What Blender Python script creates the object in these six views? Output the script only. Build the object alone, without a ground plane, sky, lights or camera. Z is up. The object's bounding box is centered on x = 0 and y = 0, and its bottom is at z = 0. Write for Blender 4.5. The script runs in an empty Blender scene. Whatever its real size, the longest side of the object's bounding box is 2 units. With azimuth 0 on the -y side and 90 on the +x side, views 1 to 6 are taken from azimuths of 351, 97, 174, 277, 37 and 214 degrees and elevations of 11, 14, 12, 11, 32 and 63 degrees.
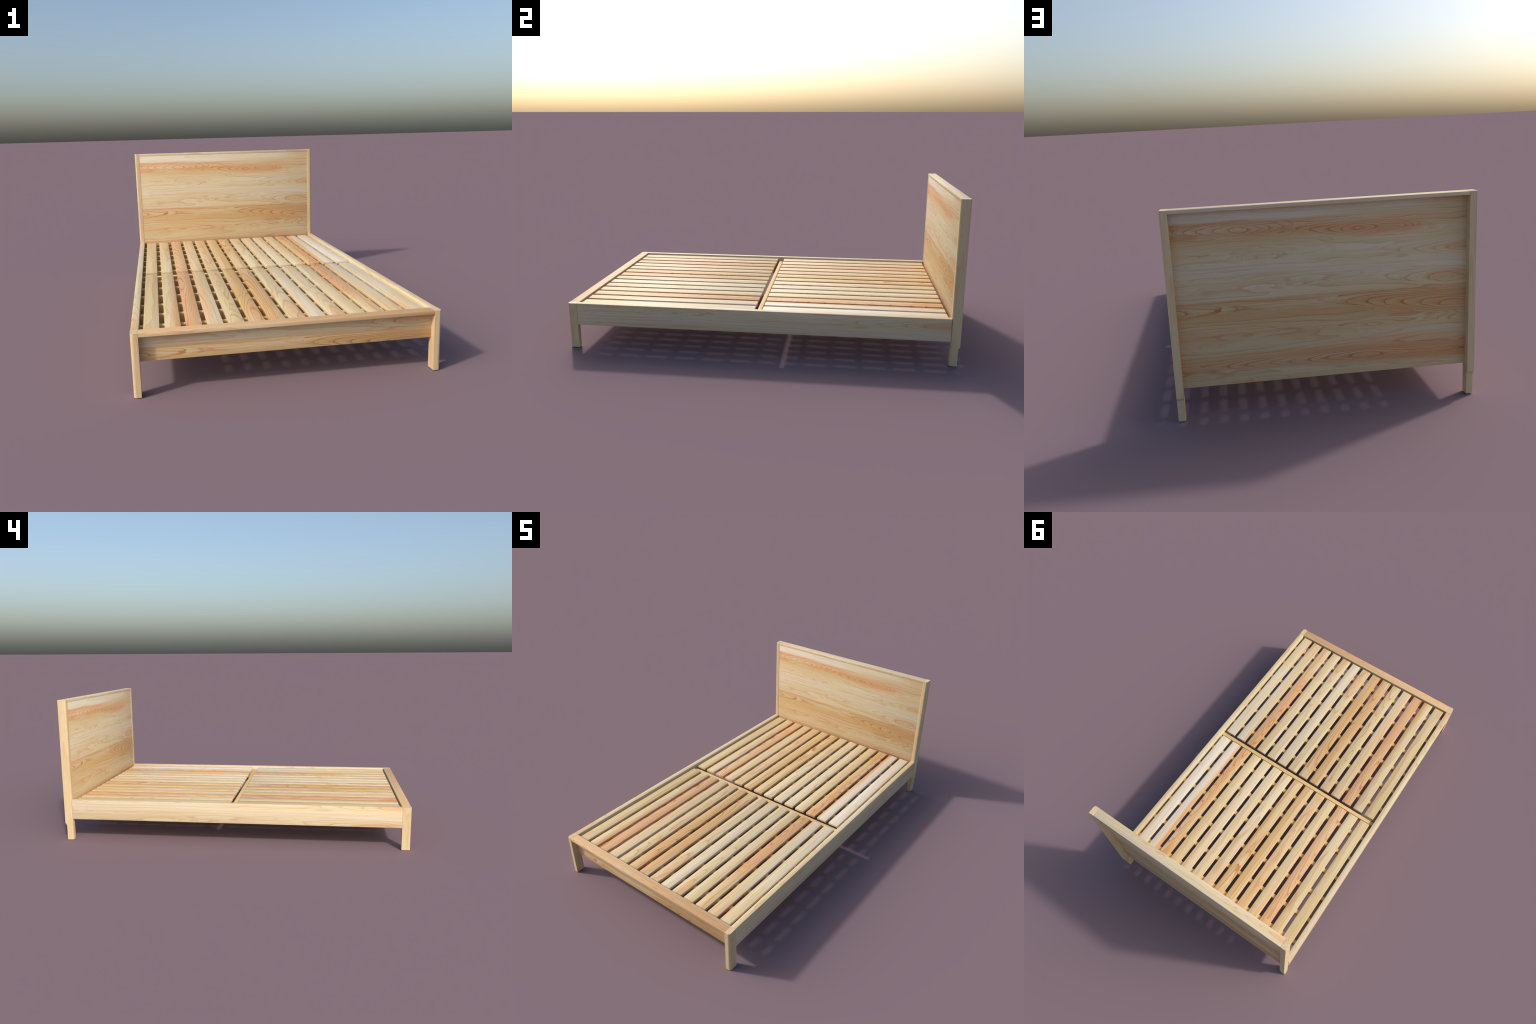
"""Solid pine double bed: panel headboard, low footboard, side rails, slatted deck."""
import bpy, bmesh, math
from mathutils import Vector, Matrix

# ----------------------------------------------------------------------------
# sizes (metres); x = width, y = length (headboard at +y), z = up
# ----------------------------------------------------------------------------
HALF_W = 0.592            # outer face of legs
LEG_T = 0.028             # leg thickness across the bed
LEG_D = 0.048             # leg depth along the bed
LEG_IN = HALF_W - LEG_T   # inner face of legs
HEAD_TOP = 0.826
FOOT_TOP = 0.243
RAIL_LOW = 0.127
CAP_T = 0.0148
PANEL_FRONT, PANEL_BACK = 0.9530, 0.9705
SLAT_TOP, SLAT_T, SLAT_W = 0.2353, 0.0140, 0.0595
SLAT_EDGE = 0.5465        # outer edge of the outermost slats
SLATS = 14
SLAT_END, SLAT_GAP = 0.942, 0.0205
BATTEN_W, BATTEN_H, BATTEN_TOP = 0.0225, 0.039, 0.2212
BATTEN_Y = [0.1145 + 0.1453 * k for k in range(6)]

# ----------------------------------------------------------------------------
# node helpers
# ----------------------------------------------------------------------------
class Net:
    def __init__(self, tree):
        self.t = tree

    def node(self, kind, **props):
        n = self.t.nodes.new(kind)
        for k, v in props.items():
            setattr(n, k, v)
        return n

    def put(self, sock, val):
        if isinstance(val, bpy.types.NodeSocket):
            self.t.links.new(val, sock)
        else:
            sock.default_value = val

    def m(self, op, a, b=None, c=None, clamp=False):
        n = self.node('ShaderNodeMath', operation=op)
        n.use_clamp = clamp
        self.put(n.inputs[0], a)
        if b is not None:
            self.put(n.inputs[1], b)
        if c is not None:
            self.put(n.inputs[2], c)
        return n.outputs[0]

    def lin(self, a, k, off=0.0):
        return self.m('MULTIPLY_ADD', a, k, off)

    def vec(self, x, y, z=0.0):
        n = self.node('ShaderNodeCombineXYZ')
        for s, v in zip(n.inputs, (x, y, z)):
            self.put(s, v)
        return n.outputs[0]

    def noise(self, u, v, w, su, sv, detail=2.0, rough=0.5, sw=1.0):
        n = self.node('ShaderNodeTexNoise')
        n.inputs['Scale'].default_value = 1.0
        n.inputs['Detail'].default_value = detail
        n.inputs['Roughness'].default_value = rough
        x = self.m('MULTIPLY', u, su)
        y = self.m('MULTIPLY', v, sv)
        z = w * sw if isinstance(w, (int, float)) else self.m('MULTIPLY', w, sw)
        self.put(n.inputs['Vector'], self.vec(x, y, z))
        return n.outputs[0]

    def ramp(self, fac, stops, interp='LINEAR'):
        n = self.node('ShaderNodeValToRGB')
        cr = n.color_ramp
        cr.interpolation = interp
        while len(cr.elements) < len(stops):
            cr.elements.new(0.5)
        for e, (p, c) in zip(cr.elements, stops):
            e.position = p
            e.color = c if len(c) == 4 else (*c, 1.0)
        self.put(n.inputs[0], fac)
        return n.outputs[0]

    def mix(self, fac, a, b, mode='MIX'):
        n = self.node('ShaderNodeMix', data_type='RGBA', blend_type=mode)
        self.put(n.inputs[0], fac)
        self.put(n.inputs[6], a if isinstance(a, bpy.types.NodeSocket) else (*a, 1.0))
        self.put(n.inputs[7], b if isinstance(b, bpy.types.NodeSocket) else (*b, 1.0))
        return n.outputs[2]

    def step(self, a, lo, hi):
        n = self.node('ShaderNodeMapRange', interpolation_type='SMOOTHSTEP')
        self.put(n.inputs[0], a)
        n.inputs[1].default_value = lo
        n.inputs[2].default_value = hi
        return n.outputs[0]


def srgb(r, g, b):
    def f(c):
        c /= 255.0
        return c / 12.92 if c <= 0.04045 else ((c + 0.055) / 1.055) ** 2.4
    return (f(r), f(g), f(b))


# wood tones (base colours)
WHITE = srgb(221, 213, 195)
PALE = srgb(219, 207, 179)
CREAM = srgb(216, 199, 159)
STRAW = srgb(211, 190, 144)
TAN = srgb(209, 175, 123)
HONEY = srgb(203, 161, 102)
SALMON = srgb(217, 182, 139)
ORANGE = srgb(213, 163, 114)
LINE_PALE = srgb(186, 150, 96)
LINE_TAN = srgb(178, 118, 58)
LINE_RED = srgb(192, 108, 58)


def build_pine_figure():
    """Node group: the flat-sawn pine face.  U runs along the grain (0..1 over a
    board's length), V across it (0..1 over the glued-up panel of boards)."""
    g = bpy.data.node_groups.new('pine_figure', 'ShaderNodeTree')
    for nm in ('U', 'V', 'W'):
        g.interface.new_socket(nm, in_out='INPUT', socket_type='NodeSocketFloat')
    g.interface.new_socket('Color', in_out='OUTPUT', socket_type='NodeSocketColor')
    g.interface.new_socket('Height', in_out='OUTPUT', socket_type='NodeSocketFloat')
    N = Net(g)
    gi = N.node('NodeGroupInput')
    go = N.node('NodeGroupOutput')
    u0, v0, w0 = gi.outputs[0], gi.outputs[1], gi.outputs[2]

    # wandering of the fibres
    wob = N.noise(u0, v0, w0, 5.0, 12.0, 1.0, 0.5)
    jag = N.noise(u0, v0, w0, 40.0, 70.0, 2.0, 0.6)
    drift = N.noise(u0, v0, 3.7, 1.6, 3.0, 1.0, 0.4)
    u = N.m('ADD', u0, N.lin(jag, 0.024, -0.012))
    u = N.m('ADD', u, N.lin(wob, 0.07, -0.035))
    v = N.m('ADD', v0, N.lin(wob, 0.012, -0.006))
    v = N.m('ADD', v, N.lin(drift, 0.02, -0.010))
    v = N.m('ADD', v, N.lin(jag, 0.003, -0.0015))

    # cathedral arches and eyes: (centre U, centre V, half length, half width,
    # number of growth rings, tilt of the centre line)
    arches = [
        (0.21, 0.108, 0.225, 0.055, 5.4, 0.00),
        (0.62, 0.139, 0.235, 0.058, 5.4, 0.03),
        (0.78, 0.151, 0.085, 0.030, 1.6, 0.00),
        (0.29, 0.270, 0.130, 0.045, 2.4, -0.05),
        (0.02, 0.262, 0.220, 0.022, 1.8, -0.20),
        (1.01, 0.286, 0.330, 0.062, 5.2, 0.03),
        (0.932, 0.451, 0.265, 0.066, 3.4, 0.06),
        (0.930, 0.604, 0.480, 0.078, 6.4, 0.14),
        (-0.01, 0.557, 0.240, 0.050, 2.9, 0.00),
        (1.02, 0.700, 0.200, 0.044, 4.0, 0.00),
        (0.66, 0.706, 0.200, 0.034, 2.4, -0.02),
        (0.24, 0.716, 0.130, 0.030, 2.2, -0.04),
        (0.64, 0.890, 0.640, 0.064, 9.0, 0.02),
        (1.02, 0.908, 0.300, 0.044, 3.6, 0.02),
        (0.30, 0.985, 0.190, 0.024, 2.4, -0.05),
        (0.42, 0.440, 0.110, 0.022, 1.6, 0.00),
    ]
    field = None
    for (cu, cv, au, av, rings, tilt) in arches:
        du = N.lin(u, 1.0 / au, -cu / au)
        du2 = N.m('SQRT', N.m('MULTIPLY_ADD', du, du, 0.004))
        vv = N.m('MULTIPLY_ADD', u, -tilt / av, N.lin(v, 1.0 / av, (-cv + tilt * cu) / av))
        q = N.m('MULTIPLY_ADD', vv, vv, du2)
        b = N.m('SMOOTH_MAX', N.lin(q, -rings, rings), 0.0, 0.35)
        field = b if field is None else N.m('ADD', field, b)
    arched = N.step(field, 0.05, 1.2)
    grain = N.noise(u, v, w0, 0.7, 7.0, 1.0, 0.5)
    field = N.m('MULTIPLY_ADD', grain, N.lin(arched, -4.0, 8.0), field)
    field = N.m('MULTIPLY_ADD', v, 16.0, field)
    field = N.m('MULTIPLY_ADD', N.noise(u0, v0, 31.0, 8.0, 22.0, 1.0, 0.5), 0.9, field)

    saw = N.m('FRACT', field)
    ring = N.ramp(saw, [(0.0, (0.15,) * 3), (0.08, (0.0,) * 3), (0.50, (0.08,) * 3),
                        (0.80, (0.42,) * 3), (0.88, (1.0,) * 3), (0.95, (1.0,) * 3), (1.0, (0.15,) * 3)])
    fine = N.m('FRACT', N.lin(field, 4.0))
    fine = N.ramp(fine, [(0.0, (0.0,) * 3), (0.5, (0.15,) * 3), (0.85, (1.0,) * 3), (1.0, (0.0,) * 3)])

    # tone of the boards across the panel, left part and right part
    tv = N.m('ADD', v, N.lin(N.noise(u0, v0, 8.1, 2.2, 7.0, 2.0, 0.5), 0.04, -0.02))
    left = N.ramp(tv, [
        (0.00, WHITE), (0.056, WHITE), (0.075, ORANGE), (0.115, ORANGE), (0.15, TAN),
        (0.185, STRAW), (0.25, CREAM), (0.33, PALE), (0.44, CREAM), (0.495, PALE),
        (0.515, TAN), (0.555, STRAW), (0.60, TAN), (0.655, STRAW), (0.70, SALMON),
        (0.73, STRAW), (0.80, CREAM), (0.835, SALMON), (0.91, SALMON), (0.935, CREAM),
        (1.00, STRAW)])
    right = N.ramp(tv, [
        (0.00, PALE), (0.04, PALE), (0.075, STRAW), (0.10, SALMON), (0.15, ORANGE),
        (0.185, SALMON), (0.215, CREAM), (0.26, PALE), (0.30, CREAM), (0.38, PALE),
        (0.45, CREAM), (0.497, CREAM), (0.513, HONEY), (0.56, TAN), (0.65, TAN),
        (0.69, STRAW), (0.76, CREAM), (0.82, SALMON), (0.90, ORANGE), (0.945, TAN),
        (0.957, CREAM), (1.00, STRAW)])
    lr = N.step(N.m('ADD', u0, N.lin(drift, 0.3, -0.15)), 0.40, 0.70)
    tone = N.mix(lr, left, right)
    # the red stain of the upper board fades out towards its right end
    tail = N.m('MULTIPLY', N.step(u0, 0.80, 0.90), N.m('LESS_THAN', v0, 0.30))
    tone = N.mix(N.m('MULTIPLY', tail, 0.75), tone, STRAW)
    # straw-coloured flecks inside the warm boards, warm hearts inside the pale ones
    blot = N.noise(u, v, 14.2, 3.0, 15.0, 2.0, 0.5)
    tone = N.mix(N.m('MULTIPLY', N.step(blot, 0.50, 0.66), 0.55), tone, CREAM)
    streak = N.noise(u, v, w0, 1.8, 38.0, 3.0, 0.6)
    tone = N.mix(N.m('MULTIPLY', N.step(streak, 0.52, 0.72), 0.40), tone, TAN)
    pale = N.noise(u, v, 21.3, 1.2, 26.0, 2.0, 0.5)
    tone = N.mix(N.m('MULTIPLY', N.step(pale, 0.52, 0.70), 0.45), tone, PALE)
    hair = N.noise(u, v, 42.0, 2.4, 95.0, 2.0, 0.6)
    tone = N.mix(N.m('MULTIPLY', N.step(hair, 0.50, 0.72), 0.38), tone, HONEY)
    tone = N.mix(N.m('MULTIPLY', N.step(hair, 0.48, 0.30), 0.35), tone, PALE)
    hearts = None
    for (cu, cv, au, av) in ((0.935, 0.45, 0.075, 0.034), (1.0, 0.285, 0.075, 0.034), (0.93, 0.605, 0.08, 0.03),
                             (1.0, 0.905, 0.10, 0.03), (1.02, 0.012, 0.13, 0.035)):
        du = N.lin(u, 1.0 / au, -cu / au)
        dv = N.lin(v, 1.0 / av, -cv / av)
        h = N.m('MULTIPLY_ADD', du, du, N.m('MULTIPLY', dv, dv))
        h = N.m('SUBTRACT', 1.0, N.step(h, 0.5, 1.3))
        hearts = h if hearts is None else N.m('MAXIMUM', hearts, h)
    tone = N.mix(N.m('MULTIPLY', hearts, 0.5), tone, ORANGE)

    # ring lines: faint and yellowish in the pale boards, red-brown in the warm ones
    warm = N.ramp(tv, [
        (0.00, (0.10,) * 3), (0.06, (0.15,) * 3), (0.075, (1.0,) * 3), (0.17, (0.9,) * 3),
        (0.20, (0.45,) * 3), (0.36, (0.35,) * 3), (0.40, (0.6,) * 3), (0.49, (0.6,) * 3), (0.515, (1.0,) * 3),
        (0.65, (1.0,) * 3), (0.69, (0.75,) * 3), (0.79, (0.55,) * 3), (0.83, (1.0,) * 3),
        (0.93, (1.0,) * 3), (0.96, (0.5,) * 3), (1.00, (0.5,) * 3)])
    redness = N.ramp(tv, [(0.0, (0.6,) * 3), (0.08, (1.0,) * 3), (0.17, (0.9,) * 3),
                          (0.22, (0.2,) * 3), (0.5, (0.2,) * 3), (0.52, (0.35,) * 3),
                          (0.66, (0.35,) * 3), (0.82, (0.75,) * 3), (0.95, (0.6,) * 3)])
    line_col = N.mix(warm, LINE_PALE, N.mix(redness, LINE_TAN, LINE_RED))
    fade = N.noise(u0, v0, 5.5, 6.0, 14.0, 2.0, 0.5)
    fade = N.step(fade, 0.30, 0.62)
    amt = N.m('MULTIPLY', N.m('MULTIPLY', ring, N.lin(warm, 0.72, 0.22)), N.lin(fade, 0.52, 0.48))
    amt = N.m('MULTIPLY', amt, N.lin(arched, 0.45, 0.55))
    col = N.mix(amt, tone, line_col)
    amt2 = N.m('MULTIPLY', N.m('MULTIPLY', fine, N.lin(fade, -0.18, 0.30)), N.lin(warm, 0.5, 0.6))
    col = N.mix(amt2, col, LINE_TAN)
    # fibre
    fib = N.noise(u0, v0, w0, 26.0, 520.0, 2.0, 0.6)
    col = N.mix(1.0, col, N.ramp(fib, [(0.25, (0.955, 0.945, 0.93)), (0.7, (1.0, 1.0, 1.0))]), 'MULTIPLY')
    N.put(go.inputs[0], col)
    N.put(go.inputs[1], N.m('MULTIPLY_ADD', ring, 0.5, fib))
    return g


FIGURE = build_pine_figure()


def pine(name, make_uv, tint=None, rough=0.55):
    """Pine material.  make_uv(net, x, y, z) returns the figure's U, V, W."""
    mat = bpy.data.materials.new(name)
    mat.use_nodes = True
    t = mat.node_tree
    bsdf = t.nodes['Principled BSDF']
    N = Net(t)
    geo = N.node('ShaderNodeNewGeometry')
    sep = N.node('ShaderNodeSeparateXYZ')
    N.put(sep.inputs[0], geo.outputs['Position'])
    U, V, W = make_uv(N, *sep.outputs)
    fig = N.node('ShaderNodeGroup')
    fig.node_tree = FIGURE
    for s, val in zip(fig.inputs, (U, V, W)):
        N.put(s, val)
    col = fig.outputs[0]
    if tint:
        amount, colour = tint
        col = N.mix(amount, col, colour)
    N.put(bsdf.inputs['Base Color'], col)
    bsdf.inputs['Roughness'].default_value = rough
    bsdf.inputs['Specular IOR Level'].default_value = 0.3
    bump = N.node('ShaderNodeBump')
    bump.inputs['Strength'].default_value = 0.06
    bump.inputs['Distance'].default_value = 0.001
    N.put(bump.inputs['Height'], fig.outputs[1])
    N.put(bsdf.inputs['Normal'], bump.outputs[0])
    return mat


W_IN = 2 * LEG_IN
PANEL_TOP = HEAD_TOP - CAP_T
PANEL_H = PANEL_TOP - RAIL_LOW


def uv_panel(sign):
    return lambda N, x, y, z: (N.lin(x, sign / W_IN, 0.5), N.lin(z, -1 / PANEL_H, PANEL_TOP / PANEL_H), 0.0)


def uv_slat(N, x, y, z):
    s = N.lin(x, -1.13 / (2 * SLAT_EDGE), 0.5 * 1.13 - 0.062)
    return N.lin(y, -0.5 / SLAT_END, 0.5), N.m('MULTIPLY_ADD', z, -0.9, N.m('ADD', s, 0.9 * SLAT_TOP)), 0.0


def uv_apron(N, x, y, z):
    k = 0.18 / (FOOT_TOP - CAP_T - RAIL_LOW)
    return N.lin(x, 1 / W_IN, 0.5), N.lin(z, -k, 0.42 + k * (FOOT_TOP - CAP_T)), 0.0


def uv_rail(sign):
    # sign +1: rail at +x (grain runs foot to head), -1: rail at -x
    k = 0.17 / (FOOT_TOP - RAIL_LOW)
    top = 0.23 if sign > 0 else 0.285

    def f(N, x, y, z):
        V = N.lin(z, -k, top + k * FOOT_TOP)
        V = N.m('ADD', V, N.lin(x, -1.2 * sign, 1.2 * 0.591))
        return N.lin(y, sign / 1.904, 0.5), V, 0.0
    return f


def uv_footcap(N, x, y, z):
    V = N.m('ADD', N.lin(y, -2.6, 0.80 - 2.6 * 0.952), N.lin(z, -1.4, 1.4 * FOOT_TOP))
    return N.lin(x, 1 / W_IN, 0.5), V, 0.0


def uv_headcap(N, x, y, z):
    V = N.m('ADD', N.lin(y, 2.4, 0.245 - 2.4 * 0.952), N.lin(z, 1.2, -1.2 * HEAD_TOP))
    return N.lin(x, -1 / W_IN, 0.5), V, 0.0


def uv_post(sign, u_off, v_off):
    def f(N, x, y, z):
        V = N.m('ADD', N.lin(x, 1.6 * sign, v_off - 1.6 * HALF_W), N.lin(y, 1.6))
        return N.lin(z, 0.85, u_off), V, 0.0
    return f


def uv_batten(N, x, y, z):
    V = N.m('ADD', N.m('MULTIPLY', y, 1.3), N.m('MULTIPLY', z, 2.0))
    return N.lin(x, 0.6, 0.5), N.m('MULTIPLY_ADD', N.m('SINE', N.m('MULTIPLY', V, 9.0)), 0.09, 0.36), 0.0


MAT_FRONT = pine('pine_headboard_front', uv_panel(+1))
MAT_BACK = pine('pine_headboard_back', uv_panel(-1))
MAT_SLAT = pine('pine_slat', uv_slat)
MAT_APRON = pine('pine_apron', uv_apron)
MAT_RAIL = {s: pine('pine_rail', uv_rail(s)) for s in (1, -1)}
MAT_FOOTCAP = pine('pine_foot_cap', uv_footcap, tint=(0.2, TAN))
MAT_HEADCAP = pine('pine_head_cap', uv_headcap)
MAT_POST = {s: pine('pine_post', uv_post(s, 0.05, -1.52 + 0.72), tint=(0.3, CREAM)) for s in (1, -1)}
MAT_LEG = {s: pine('pine_leg', uv_post(s, 0.30, 1.6 + 0.70), tint=(0.3, CREAM)) for s in (1, -1)}
MAT_BATTEN = pine('pine_batten', uv_batten, tint=(0.72, srgb(224, 186, 112)))


# ----------------------------------------------------------------------------
# geometry helpers
# ----------------------------------------------------------------------------
ROOT = bpy.data.objects.new('bed_frame', None)
bpy.context.scene.collection.objects.link(ROOT)
ROOT['label'] = 'pale knotty pine double bed frame with slatted deck'
ROOT['category'] = 'bed'


def add(name, mesh, parent, loc=(0, 0, 0)):
    ob = bpy.data.objects.new(name, mesh)
    bpy.context.scene.collection.objects.link(ob)
    ob.parent = parent
    ob.location = loc
    return ob


def finish(bm, name, mats, bevel=0.0012, segments=2, smooth_angle=40):
    if bevel:
        sharp = [e for e in bm.edges if len(e.link_faces) == 2 and e.calc_face_angle(0) > math.radians(50)]
        bmesh.ops.bevel(bm, geom=sharp, offset=bevel, segments=segments, profile=0.5, affect='EDGES',
                        clamp_overlap=True)
    bmesh.ops.recalc_face_normals(bm, faces=bm.faces)
    me = bpy.data.meshes.new(name)
    bm.to_mesh(me)
    bm.free()
    for m in mats:
        me.materials.append(m)
    for p in me.polygons:
        p.use_smooth = True
    me.set_sharp_from_angle(angle=math.radians(smooth_angle))
    return me


def box(x0, x1, y0, y1, z0, z1):
    bm = bmesh.new()
    bmesh.ops.create_cube(bm, size=1.0)
    bmesh.ops.scale(bm, vec=(x1 - x0, y1 - y0, z1 - z0), verts=bm.verts)
    bmesh.ops.translate(bm, vec=((x0 + x1) / 2, (y0 + y1) / 2, (z0 + z1) / 2), verts=bm.verts)
    return bm


def prism(profile, z0, z1):
    """Extrude a closed plan profile [(x, y)] from z0 to z1."""
    bm = bmesh.new()
    lo = [bm.verts.new((x, y, z0)) for x, y in profile]
    hi = [bm.verts.new((x, y, z1)) for x, y in profile]
    n = len(profile)
    bm.faces.new(lo[::-1])
    bm.faces.new(hi)
    for i in range(n):
        bm.faces.new((lo[i], lo[(i + 1) % n], hi[(i + 1) % n], hi[i]))
    return bm


def leg_plan(sign, y_free, y_far, radius):
    """Plan of a leg: the outer corner at y_free is rounded."""
    d = 1 if y_far > y_free else -1
    pts = [(LEG_IN, y_far), (LEG_IN, y_free)]
    for i in range(9):
        a = math.pi / 2 * i / 8
        pts.append((HALF_W - radius + radius * math.sin(a), y_free + d * (radius - radius * math.cos(a))))
    pts.append((HALF_W, y_far))
    return [(sign * x, y) for x, y in pts]


# ----------------------------------------------------------------------------
# headboard: panel, two posts, top cap
# ----------------------------------------------------------------------------
bm = box(-LEG_IN - 0.003, LEG_IN + 0.003, PANEL_FRONT, PANEL_BACK, RAIL_LOW, PANEL_TOP + 0.003)
me = finish(bm, 'headboard', [MAT_FRONT, MAT_BACK], bevel=0.0008)
for p in me.polygons:
    if p.normal.y > 0.5:
        p.material_index = 1
headboard = add('headboard', me, ROOT)

for sign in (1, -1):
    # rear corner is cut back 10 mm near the floor, with a small cove at the step
    y0, y1, cut, step = 0.952, 1.0, 0.0098, 0.0985
    bm = prism(leg_plan(sign, y0, y1, 0.0115), 0.0, HEAD_TOP)
    levels = [0.0845] + [0.0845 + 0.010 * math.sin(math.pi / 2 * i / 5) for i in range(1, 6)] + [step, step + 0.0006]
    for z in levels:
        bmesh.ops.bisect_plane(bm, geom=bm.verts[:] + bm.edges[:] + bm.faces[:], plane_co=(0, 0, z), plane_no=(0, 0, 1))
    for vtx in bm.verts:
        if vtx.co.y > y1 - 1e-5 and vtx.co.z < step + 1e-5:
            if vtx.co.z <= 0.0845 + 1e-5:
                vtx.co.y = y1 - cut
            else:
                s = min(1.0, (vtx.co.z - 0.0845) / 0.010)
                vtx.co.y = y1 - cut + (cut * 0.45) * (1 - math.sqrt(max(0.0, 1 - s * s)))
    me = finish(bm, 'bed_post', [MAT_POST[sign]], bevel=0.0008, segments=1, smooth_angle=35)
    add('bed_post', me, headboard)

bm = box(-LEG_IN + 0.0002, LEG_IN - 0.0002, 0.9522, 0.9995, PANEL_TOP, HEAD_TOP - 0.0003)
add('top_cap', finish(bm, 'top_cap', [MAT_HEADCAP], bevel=0.0012), headboard)

# ----------------------------------------------------------------------------
# footboard: apron, two legs, cap rail
# ----------------------------------------------------------------------------
bm = box(-LEG_IN - 0.003, LEG_IN + 0.003, -0.9705, -0.9525, RAIL_LOW, FOOT_TOP - CAP_T + 0.003)
footboard = add('footboard', finish(bm, 'footboard', [MAT_APRON], bevel=0.0008), ROOT)
for sign in (1, -1):
    bm = prism(leg_plan(sign, -1.0, -0.952, 0.0115), 0.0, FOOT_TOP)
    add('leg', finish(bm, 'leg', [MAT_LEG[sign]], bevel=0.0008, segments=1, smooth_angle=35), footboard)
bm = box(-LEG_IN + 0.0002, LEG_IN - 0.0002, -0.9995, -0.9505, FOOT_TOP - CAP_T, FOOT_TOP - 0.0003)
add('cap_rail', finish(bm, 'cap_rail', [MAT_FOOTCAP], bevel=0.0010), footboard)

# ----------------------------------------------------------------------------
# side rails
# ----------------------------------------------------------------------------
for sign in (1, -1):
    bm = box(*sorted((sign * 0.563, sign * 0.5914)), -0.9517, 0.9517, RAIL_LOW, FOOT_TOP)
    add('side_rail', finish(bm, 'side_rail', [MAT_RAIL[sign]], bevel=0.0012), ROOT)

# ----------------------------------------------------------------------------
# slatted deck: two rows of fourteen slats on cross battens
# ----------------------------------------------------------------------------
half_len = (SLAT_END - SLAT_GAP) / 2
bm = box(-SLAT_W / 2, SLAT_W / 2, -half_len, half_len, -SLAT_T, 0.0)
slat_mesh = finish(bm, 'slat', [MAT_SLAT], bevel=0.0011, segments=2)
pitch = (2 * SLAT_EDGE - SLAT_W) / (SLATS - 1)
proto = None
for row in (-1, 1):
    for i in range(SLATS):
        loc = (SLAT_EDGE - SLAT_W / 2 - pitch * i, row * (SLAT_GAP + half_len), SLAT_TOP)
        if proto is None:
            proto = add('slat', slat_mesh, ROOT, loc)
        else:
            ob = proto.copy()
            bpy.context.scene.collection.objects.link(ob)
            ob.location = loc

bm = box(-0.5628, 0.5628, -BATTEN_W / 2, BATTEN_W / 2, -BATTEN_H, 0.0)
batten_mesh = finish(bm, 'cross_batten', [MAT_BATTEN], bevel=0.0022, segments=3)
proto = None
for row in (-1, 1):
    for y in BATTEN_Y:
        if proto is None:
            proto = add('cross_batten', batten_mesh, ROOT, (0, row * y, BATTEN_TOP))
        else:
            ob = proto.copy()
            bpy.context.scene.collection.objects.link(ob)
            ob.location = (0, row * y, BATTEN_TOP)
add('center_beam', batten_mesh.copy(), ROOT, (0, 0.0005, 0.2196))

# ledger strips on the inner faces of the side rails carry the batten ends
for sign in (1, -1):
    top = BATTEN_TOP - BATTEN_H
    bm = box(*sorted((sign * 0.538, sign * 0.5632)), -0.852, 0.852, top - 0.026, top - 0.0002)
    add('ledger_strip', finish(bm, 'ledger_strip', [MAT_RAIL[sign]], bevel=0.0012), ROOT)
